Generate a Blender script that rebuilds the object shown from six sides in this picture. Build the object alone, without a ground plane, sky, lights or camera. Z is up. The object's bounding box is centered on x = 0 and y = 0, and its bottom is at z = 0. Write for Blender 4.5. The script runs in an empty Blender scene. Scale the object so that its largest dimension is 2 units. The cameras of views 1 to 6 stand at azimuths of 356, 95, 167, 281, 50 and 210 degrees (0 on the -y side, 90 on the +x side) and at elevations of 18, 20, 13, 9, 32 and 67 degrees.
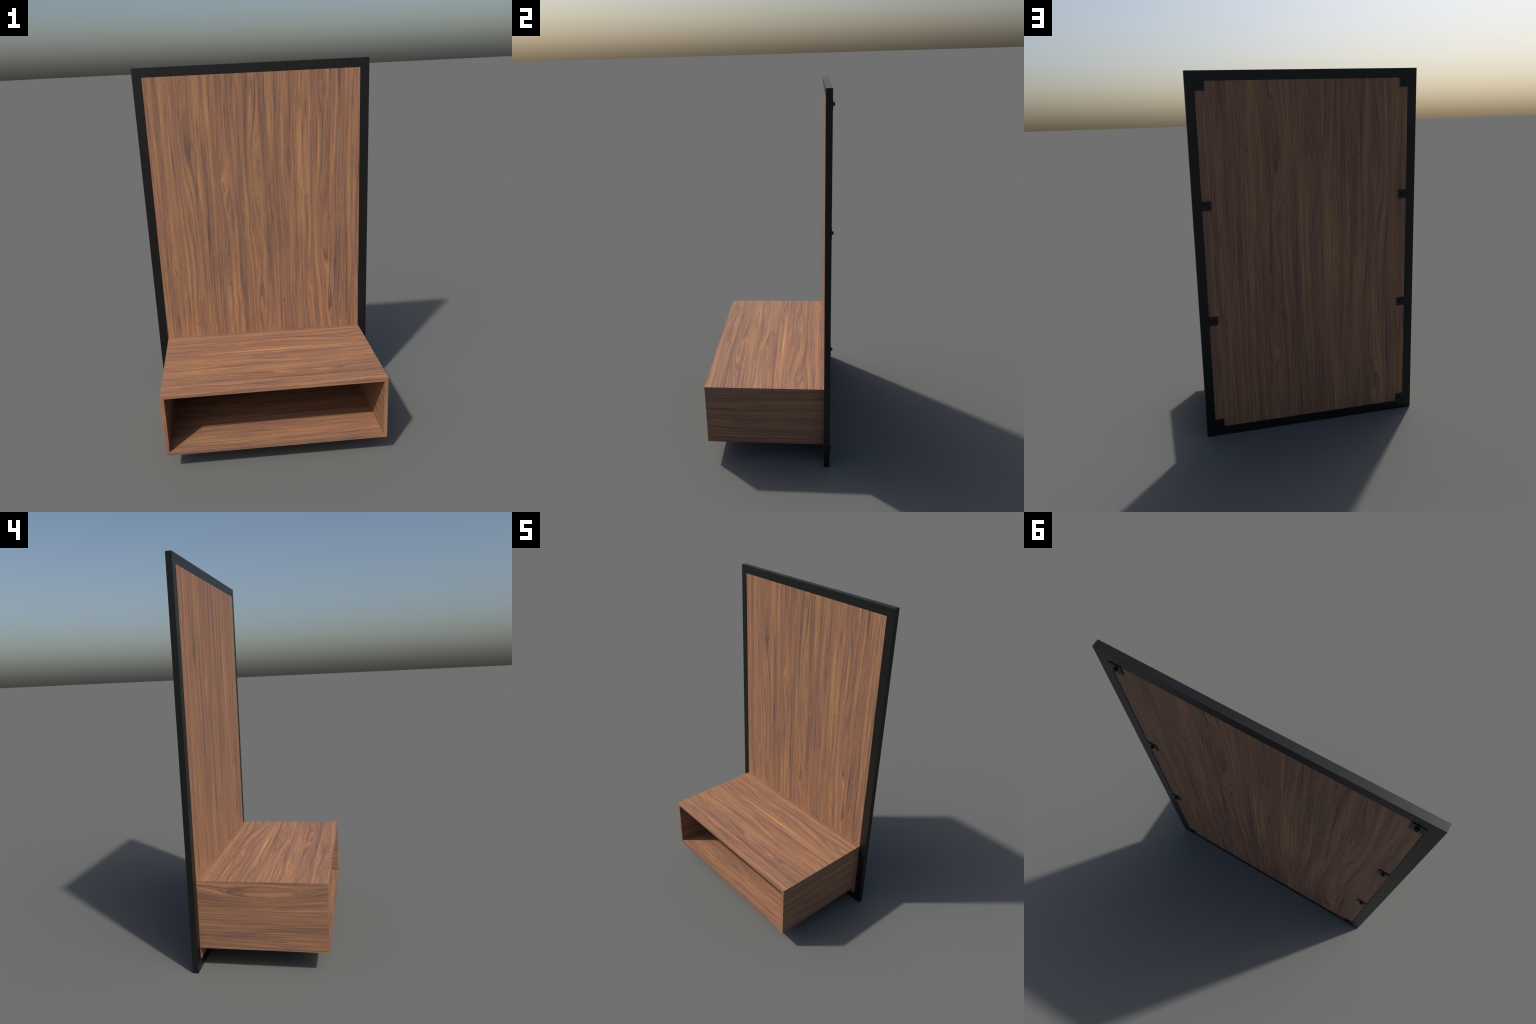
"""Tall framed walnut panel with an open walnut shelf box mounted low on its
front; black steel frame, eight black bracket tabs with cap screws on the back."""
import bpy, bmesh, math, random
from mathutils import Vector

# ----------------------------------------------------------------- dimensions
W, H = 0.6253, 2.0            # frame half width, height
YF, YB = 0.3015, 0.3324       # frame front / back planes
BAR = 0.0490                  # width of the frame bars
BX = 0.5750                   # shelf box half width
BY = -0.3433                  # shelf box front plane
Z0, Z1 = 0.1083, 0.4580       # shelf box underside / top
T = 0.0197                    # shelf board thickness
PANEL_FRONT = YF - 0.0008
PANEL_BACK = YB - 0.0020
BRACKET = 0.048               # bracket side
BRACKET_Y = YB + 0.0028       # bracket outer face
SCREW_END = 0.3433

# ------------------------------------------------------------------ materials
class Tree:
    """Small helper that writes math-heavy shader graphs compactly."""
    def __init__(self, tree):
        self.t = tree

    def node(self, kind, **props):
        n = self.t.nodes.new(kind)
        for k, v in props.items():
            setattr(n, k, v)
        return n

    def put(self, sock, v):
        if isinstance(v, bpy.types.NodeSocket):
            self.t.links.new(v, sock)
        else:
            sock.default_value = v

    def m(self, op, *args, clamp=False):
        n = self.node('ShaderNodeMath', operation=op, use_clamp=clamp)
        for s, a in zip(n.inputs, args):
            self.put(s, a)
        return n.outputs[0]

    def xyz(self, x, y, z):
        n = self.node('ShaderNodeCombineXYZ')
        for s, a in zip(n.inputs, (x, y, z)):
            self.put(s, a)
        return n.outputs[0]

    def noise(self, vec, scale=1.0, detail=2.0, rough=0.5):
        n = self.node('ShaderNodeTexNoise', noise_dimensions='3D')
        self.put(n.inputs['Vector'], vec)
        n.inputs['Scale'].default_value = scale
        n.inputs['Detail'].default_value = detail
        n.inputs['Roughness'].default_value = rough
        return n.outputs['Fac']

    def remap(self, v, a, b, c=0.0, d=1.0, smooth=False):
        n = self.node('ShaderNodeMapRange')
        if smooth:
            n.interpolation_type = 'SMOOTHSTEP'
        self.put(n.inputs[0], v)
        for i, q in zip((1, 2, 3, 4), (a, b, c, d)):
            n.inputs[i].default_value = q
        return n.outputs[0]

    def ramp(self, fac, stops):
        n = self.node('ShaderNodeValToRGB')
        e = n.color_ramp.elements
        while len(e) < len(stops):
            e.new(0.5)
        for el, (p, c) in zip(e, stops):
            el.position = p
            el.color = (*c, 1.0)
        self.put(n.inputs[0], fac)
        return n.outputs[0]

    def mix(self, fac, a, b, blend='MIX'):
        n = self.node('ShaderNodeMix', data_type='RGBA', blend_type=blend)
        self.put(n.inputs[0], fac)
        self.put(n.inputs[6], a)
        self.put(n.inputs[7], b)
        return n.outputs[2]


def srgb(r, g, b):
    f = lambda c: ((c / 255 + 0.055) / 1.055) ** 2.4 if c > 10 else c / 255 / 12.92
    return (f(r), f(g), f(b))


def figure_group():
    """Node group: how one knot or cathedral figure pushes the growth rings.
    Inside its ellipse the rings turn from straight lines into nested ovals."""
    g = bpy.data.node_groups.new('ring_figure', 'ShaderNodeTree')
    for nm in ('u', 'v', 'u0', 'v0', 'su', 'sv', 'amount'):
        g.interface.new_socket(nm, in_out='INPUT', socket_type='NodeSocketFloat')
    g.interface.new_socket('push', in_out='OUTPUT', socket_type='NodeSocketFloat')
    t = Tree(g)
    i = t.node('NodeGroupInput').outputs
    o = t.node('NodeGroupOutput').inputs
    du = t.m('SUBTRACT', i['u'], i['u0'])
    a = t.m('DIVIDE', du, i['su'])
    b = t.m('DIVIDE', t.m('SUBTRACT', i['v'], i['v0']), i['sv'])
    d = t.m('ADD', t.m('MULTIPLY', a, a), t.m('MULTIPLY', b, b))
    # blunt-nosed towards the sides, pointed along the grain
    ridge = t.m('MULTIPLY', t.m('SQRT', t.m('ADD', t.m('MULTIPLY', a, a), 0.004)), 0.55)
    r = t.m('ADD', ridge, t.m('MULTIPLY', t.m('SQRT', t.m('ADD', d, 0.01)), 0.6))
    r = t.m('MULTIPLY', r, i['su'])
    w = t.m('MULTIPLY', t.m('EXPONENT', t.m('MULTIPLY', d, -0.9)), i['amount'])
    t.put(o['push'], t.m('MULTIPLY', t.m('SUBTRACT', r, du), w))
    return g


RING_FIGURE = figure_group()

# walnut palette (own colours, shadeless)
C_VEIN = srgb(90, 69, 67)
C_DARK = srgb(117, 87, 75)
C_MID = srgb(144, 104, 80)
C_TAN = srgb(168, 122, 86)
C_LIGHT = srgb(183, 138, 97)


def walnut(name, across, along, seed, figures=()):
    """Walnut veneer. across / along: axis weights (x, y, z) giving the
    direction over and along the grain; figures: (u, v, half width, half
    length, amount) of knots and cathedrals on this face."""
    mat = bpy.data.materials.new(name)
    mat.use_nodes = True
    t = Tree(mat.node_tree)
    bsdf = mat.node_tree.nodes['Principled BSDF']
    pos = t.node('ShaderNodeTexCoord').outputs['Object']

    def axis(wts):
        n = t.node('ShaderNodeVectorMath', operation='DOT_PRODUCT')
        t.put(n.inputs[0], pos)
        n.inputs[1].default_value = wts
        return n.outputs['Value']
    u, v = axis(across), axis(along)

    # gentle wander of the grain, long along the board
    wander = t.noise(t.xyz(t.m('MULTIPLY', u, 3.2), t.m('MULTIPLY', v, 0.8), seed), 1.0, 2.0)
    wiggle = t.noise(t.xyz(t.m('MULTIPLY', u, 14.0), t.m('MULTIPLY', v, 2.6), seed + 3.1), 1.0, 2.0)
    h = t.m('ADD', u, t.m('MULTIPLY', t.m('SUBTRACT', wander, 0.5), 0.050))
    h = t.m('ADD', h, t.m('MULTIPLY', t.m('SUBTRACT', wiggle, 0.5), 0.007))
    knot = None
    for (u0, v0, su, sv, amt) in figures:
        n = t.node('ShaderNodeGroup')
        n.node_tree = RING_FIGURE
        for s, val in zip(n.inputs, (u, v, u0, v0, su, sv, amt)):
            t.put(s, val)
        h = t.m('ADD', h, n.outputs[0])

    def bands(fu, fv, off, detail=2.0, rough=0.5):
        return t.noise(t.xyz(t.m('MULTIPLY', h, fu), t.m('MULTIPLY', v, fv), seed + off), 1.0, detail, rough)
    broad = bands(30.0, 0.7, 11.0)
    mid = bands(125.0, 1.6, 23.0, 3.0, 0.6)
    fine = bands(390.0, 6.0, 37.0, 2.0, 0.65)
    pores = t.noise(t.xyz(t.m('MULTIPLY', u, 620.0), t.m('MULTIPLY', v, 22.0), seed + 5.0), 1.0, 2.0, 0.6)
    tone = t.m('ADD', t.m('MULTIPLY', broad, 0.30), t.m('MULTIPLY', mid, 0.42))
    tone = t.m('ADD', tone, t.m('MULTIPLY', fine, 0.28))
    tone = t.m('ADD', tone, t.m('MULTIPLY', t.m('SUBTRACT', pores, 0.5), 0.20))
    tone = t.remap(tone, 0.32, 0.68)
    col = t.ramp(tone, [(0.0, C_VEIN), (0.24, C_DARK), (0.52, C_MID), (0.80, C_TAN), (1.0, C_LIGHT)])

    # warm / olive drift between the growth bands
    hue = t.remap(bands(60.0, 0.9, 51.0, 2.0), 0.34, 0.66)
    tint = t.ramp(hue, [(0.0, (1.015, 0.972, 0.985)), (0.5, (0.985, 1.0, 1.005)), (1.0, (0.960, 1.025, 1.0))])
    col = t.mix(1.0, col, tint, 'MULTIPLY')

    # thin dark growth-ring lines and grey-mauve heart streaks
    line = t.m('ABSOLUTE', t.m('SUBTRACT', bands(52.0, 0.7, 67.0, 1.0), 0.5))
    line = t.remap(line, 0.0, 0.026, 1.0, 0.0, smooth=True)
    where = t.remap(bands(9.0, 1.7, 71.0, 1.0), 0.40, 0.58)
    col = t.mix(t.m('MULTIPLY', t.m('MULTIPLY', line, where), 0.72), col, (*srgb(92, 66, 62), 1))
    hair = t.m('ABSOLUTE', t.m('SUBTRACT', bands(118.0, 1.5, 93.0, 1.0), 0.5))
    hair = t.remap(hair, 0.0, 0.04, 1.0, 0.0, smooth=True)
    some = t.remap(bands(30.0, 3.5, 97.0, 1.0), 0.46, 0.64)
    col = t.mix(t.m('MULTIPLY', t.m('MULTIPLY', hair, some), 0.55), col, (*srgb(90, 68, 65), 1))
    heart = t.remap(bands(38.0, 2.4, 83.0, 2.0), 0.58, 0.76, 0.0, 0.50, smooth=True)
    col = t.mix(heart, col, (*srgb(112, 82, 74), 1))

    # sparse pin knots: small dark eyes
    vor = t.node('ShaderNodeTexVoronoi', voronoi_dimensions='3D')
    t.put(vor.inputs['Vector'], t.xyz(t.m('MULTIPLY', u, 9.0), t.m('MULTIPLY', v, 3.6), seed * 3.7))
    vor.inputs['Scale'].default_value = 1.0
    eye = t.remap(vor.outputs['Distance'], 0.015, 0.055, 0.6, 0.0, smooth=True)
    col = t.mix(eye, col, (*srgb(84, 60, 56), 1))

    t.put(bsdf.inputs['Base Color'], col)
    bsdf.inputs['Roughness'].default_value = 0.55
    bsdf.inputs['Specular IOR Level'].default_value = 0.25
    bump = t.node('ShaderNodeBump')
    bump.inputs['Strength'].default_value = 0.06
    bump.inputs['Distance'].default_value = 0.001
    t.put(bump.inputs['Height'], pores)
    t.put(bsdf.inputs['Normal'], bump.outputs[0])
    return mat


def black_metal(name, value, rough, grain):
    mat = bpy.data.materials.new(name)
    mat.use_nodes = True
    t = Tree(mat.node_tree)
    bsdf = mat.node_tree.nodes['Principled BSDF']
    pos = t.node('ShaderNodeTexCoord').outputs['Object']
    n = t.noise(pos, 900.0, 2.0)
    base = [value * c for c in (1.0, 1.0, 1.0)]
    col = t.mix(t.remap(n, 0.3, 0.7), (*[c * 0.9 for c in base], 1), (*[c * 1.1 for c in base], 1))
    t.put(bsdf.inputs['Base Color'], col)
    t.put(bsdf.inputs['Roughness'], t.remap(t.noise(pos, 60.0, 2.0), 0.3, 0.7, rough - 0.02, rough + 0.02))
    bsdf.inputs['Specular IOR Level'].default_value = 0.38
    bump = t.node('ShaderNodeBump')
    bump.inputs['Strength'].default_value = grain
    bump.inputs['Distance'].default_value = 0.0004
    t.put(bump.inputs['Height'], n)
    t.put(bsdf.inputs['Normal'], bump.outputs[0])
    return mat


def small_figures(seed, u_range, v_range, count):
    """Seeded scatter of minor cathedrals between the hand-placed ones."""
    rng = random.Random(seed)
    return [(rng.uniform(*u_range), rng.uniform(*v_range), rng.uniform(0.010, 0.024),
             rng.uniform(0.07, 0.17), rng.uniform(0.6, 0.95)) for _ in range(count)]


X, Y, Z = (1, 0, 0), (0, 1, 0), (0, 0, 1)
PANEL_FACE = walnut('walnut_panel_front', (1, 0, 0), Z, 1.7, [
    (-0.36, 1.62, 0.055, 0.34, 1.0), (0.015, 1.45, 0.050, 0.27, 1.0),
    (0.185, 1.47, 0.026, 0.15, 0.8), (0.377, 1.857, 0.030, 0.10, 1.0),
    (0.402, 1.04, 0.055, 0.29, 1.0), (0.418, 0.57, 0.034, 0.14, 0.8),
    (-0.595, 1.66, 0.060, 0.25, 1.0), (-0.195, 1.46, 0.020, 0.13, 0.8),
    (-0.356, 0.64, 0.030, 0.16, 0.9), (-0.186, 0.70, 0.026, 0.17, 0.8),
    (0.010, 0.64, 0.030, 0.15, 0.8), (-0.03, 1.02, 0.024, 0.12, 0.7)]
    + small_figures(5, (-0.56, 0.56), (0.45, 1.95), 18))
PANEL_REVERSE = walnut('walnut_panel_back', (1, 0, 0), Z, 8.3, [
    (0.197, 1.60, 0.060, 0.26, 1.0), (-0.005, 1.52, 0.045, 0.26, 1.0),
    (-0.385, 1.50, 0.055, 0.30, 1.0), (0.225, 0.84, 0.030, 0.20, 0.9),
    (0.210, 0.20, 0.055, 0.22, 1.0), (-0.390, 0.12, 0.050, 0.20, 1.0),
    (-0.175, 0.74, 0.022, 0.15, 0.8)]
    + small_figures(6, (-0.56, 0.56), (0.05, 1.95), 18))
TOP_WOOD = walnut('walnut_shelf_top', (0, 1, -1), X, 4.4, [
    (-0.18 - Z1, -0.42, 0.036, 0.11, 1.0), (-0.178 - Z1, 0.19, 0.046, 0.26, 1.0),
    (-0.290 - Z1, 0.02, 0.030, 0.25, 0.6), (-0.03 - Z1, 0.14, 0.036, 0.17, 0.8),
    (0.168 - Z1, -0.20, 0.034, 0.13, 1.0), (0.185 - Z1, 0.56, 0.060, 0.29, 1.0),
    (0.05 - Z1, -0.42, 0.030, 0.14, 0.8)]
    + small_figures(7, (-0.33 - Z1, 0.28 - Z1), (-0.55, 0.55), 6))
FLOOR_WOOD = walnut('walnut_shelf_floor', (0, 1, 1), X, 6.1, [
    (-0.165 + Z0, 0.13, 0.030, 0.12, 1.0), (0.05 + Z0, -0.25, 0.040, 0.20, 1.0)]
    + small_figures(8, (-0.33 + Z0, 0.28 + Z0), (-0.55, 0.55), 6))
LEFT_WOOD = walnut('walnut_side_left', (0, 0, 1), Y, 2.9, [
    (0.420, -0.026, 0.048, 0.25, 1.25)])
RIGHT_WOOD = walnut('walnut_side_right', (0, 0, 1), Y, 9.6, [
    (0.245, 0.10, 0.035, 0.30, 0.8)])
EDGE_WOOD = walnut('walnut_edge_banding', (1, 1, 0), Z, 5.2)
FRAME_BLACK = black_metal('black_powder_coat', 0.0055, 0.40, 0.02)
SCREW_BLACK = black_metal('black_oxide_steel', 0.004, 0.35, 0.0)

# -------------------------------------------------------------------- helpers
ROOT = bpy.data.objects.new('panel_shelf_unit', None)
bpy.context.collection.objects.link(ROOT)
ROOT['label'] = 'tall black framed walnut panel with open low shelf box'
ROOT['category'] = 'shelf'


def add(name, bm, mats, parent=ROOT):
    bm.normal_update()
    me = bpy.data.meshes.new(name)
    bm.to_mesh(me)
    bm.free()
    for m in mats:
        me.materials.append(m)
    ob = bpy.data.objects.new(name, me)
    bpy.context.collection.objects.link(ob)
    ob.parent = parent
    return ob


def prism(bm, loop_a, loop_b):
    """Solid between two matching closed loops of points."""
    a = [bm.verts.new(p) for p in loop_a]
    b = [bm.verts.new(p) for p in loop_b]
    n = len(a)
    bm.faces.new(a[::-1])
    bm.faces.new(b)
    for i in range(n):
        j = (i + 1) % n
        bm.faces.new((a[i], a[j], b[j], b[i]))
    bmesh.ops.recalc_face_normals(bm, faces=bm.faces)


def box(bm, lo, hi):
    (x0, y0, z0), (x1, y1, z1) = lo, hi
    prism(bm, [(x0, y0, z0), (x1, y0, z0), (x1, y1, z0), (x0, y1, z0)],
              [(x0, y0, z1), (x1, y0, z1), (x1, y1, z1), (x0, y1, z1)])


def soften(bm, width, pick=None, segments=2):
    edges = [e for e in bm.edges if pick is None or pick(e)]
    bmesh.ops.bevel(bm, geom=edges, offset=width, segments=segments,
                    profile=0.5, affect='EDGES')

# ---------------------------------------------------------------------- frame
bm = bmesh.new()
def rect(w, z0, z1, y):
    return [bm.verts.new(p) for p in ((-w, y, z0), (w, y, z0), (w, y, z1), (-w, y, z1))]
rings = [rect(W, 0, H, YF), rect(W, 0, H, YB),
         rect(W - BAR, BAR, H - BAR, YB), rect(W - BAR, BAR, H - BAR, YF)]
for k in range(4):
    r, s = rings[k], rings[(k + 1) % 4]
    for i in range(4):
        j = (i + 1) % 4
        bm.faces.new((r[i], r[j], s[j], s[i]))
bmesh.ops.recalc_face_normals(bm, faces=bm.faces)
soften(bm, 0.0010, lambda e: e.calc_face_angle() > 0.5)
add('frame', bm, [FRAME_BLACK])

# ---------------------------------------------------------------------- panel
bm = bmesh.new()
px, gap = W - BAR, 0.0003
box(bm, (-px + gap, PANEL_FRONT, BAR + gap), (px - gap, PANEL_BACK, H - BAR - gap))
soften(bm, 0.0005, lambda e: e.verts[0].co.y < YF and e.verts[1].co.y < YF)
soften(bm, 0.0013, lambda e: e.verts[0].co.y > YF + 0.01 and e.verts[1].co.y > YF + 0.01)
for f in bm.faces:
    f.material_index = 1 if f.calc_center_median().y > (PANEL_FRONT + PANEL_BACK) / 2 else 0
add('back_panel', bm, [PANEL_FACE, PANEL_REVERSE])

# ------------------------------------------------------------------ shelf box
SHELF = bpy.data.objects.new('shelf_box', None)
bpy.context.collection.objects.link(SHELF)
SHELF.parent = ROOT
yb = PANEL_FRONT - 0.0002
mitre = 0.00006                     # hairline of the mitred corner joints


def front_edge(e):
    a, b = e.verts
    return a.co.y < BY + 1e-4 and b.co.y < BY + 1e-4 and \
        (abs(a.co.x - b.co.x) > 0.05 or abs(a.co.z - b.co.z) > 0.05)


def board(name, outline, mats, edge_slot=0):
    """Mitred board: trapezoid outline in x-z, run from front to panel."""
    bm = bmesh.new()
    prism(bm, [(x, BY, z) for x, z in outline], [(x, yb, z) for x, z in outline])
    soften(bm, 0.0009, front_edge)
    for f in bm.faces:
        f.material_index = edge_slot if f.normal.y < -0.4 else 0
    bm.normal_update()
    for f in bm.faces:
        f.material_index = edge_slot if f.normal.y < -0.4 else 0
    return add(name, bm, mats, SHELF)


m = mitre
board('top_board', [(-BX + m, Z1), (BX - m, Z1), (BX - T - m, Z1 - T), (-BX + T + m, Z1 - T)], [TOP_WOOD])
board('bottom_board', [(-BX + m, Z0), (BX - m, Z0), (BX - T - m, Z0 + T), (-BX + T + m, Z0 + T)], [FLOOR_WOOD])
for sx, mat in ((-1, LEFT_WOOD), (1, RIGHT_WOOD)):
    board('side_board', [(sx * BX, Z0 + m), (sx * BX, Z1 - m),
                         (sx * (BX - T), Z1 - T - m), (sx * (BX - T), Z0 + T + m)],
          [mat, EDGE_WOOD], 1)

# --------------------------------------------------------- brackets and screws
bm = bmesh.new()
hb = BRACKET / 2
box(bm, (-hb, PANEL_BACK - BRACKET_Y + 0.0001, -hb), (hb, 0, hb))
soften(bm, 0.0008)
BR = add('bracket', bm, [FRAME_BLACK])

bm = bmesh.new()
N, R, L = 36, 0.0083, SCREW_END - BRACKET_Y
def circle(r, y):
    return [bm.verts.new((r * math.cos(2 * math.pi * i / N), y, r * math.sin(2 * math.pi * i / N))) for i in range(N)]
def hexagon(r, y):
    pts = []
    for i in range(N):
        a = 2 * math.pi * i / N
        k = math.cos(math.pi / 6) / math.cos((a % (math.pi / 3)) - math.pi / 6)
        pts.append(bm.verts.new((r * k * math.cos(a), y, r * k * math.sin(a))))
    return pts
loops = [circle(R, 0.0001), circle(R, L - 0.0008), circle(R - 0.0003, L - 0.0002), circle(R - 0.0008, L),
         hexagon(0.0047, L), hexagon(0.0047, L - 0.0045)]
for a, b in zip(loops, loops[1:]):
    for i in range(N):
        j = (i + 1) % N
        bm.faces.new((a[i], a[j], b[j], b[i]))
bm.faces.new(loops[0])
bm.faces.new(loops[-1][::-1])
bmesh.ops.recalc_face_normals(bm, faces=bm.faces)
SC = add('screw', bm, [SCREW_BLACK])

first = True
bxc = W - BAR - hb - 0.0006
for sx in (1, -1):
    for z in (H - BAR - hb - 0.0006, 1.3215, 0.6885, BAR + hb + 0.0006):
        b = BR if first else BR.copy()
        s = SC if first else SC.copy()
        if not first:
            bpy.context.collection.objects.link(b)
            bpy.context.collection.objects.link(s)
        first = False
        b.parent = ROOT
        b.location = (sx * bxc, BRACKET_Y, z)
        s.parent = b
        s.location = (0, 0, 0)
        s.rotation_euler = (0, 0.7 * z + sx, 0)
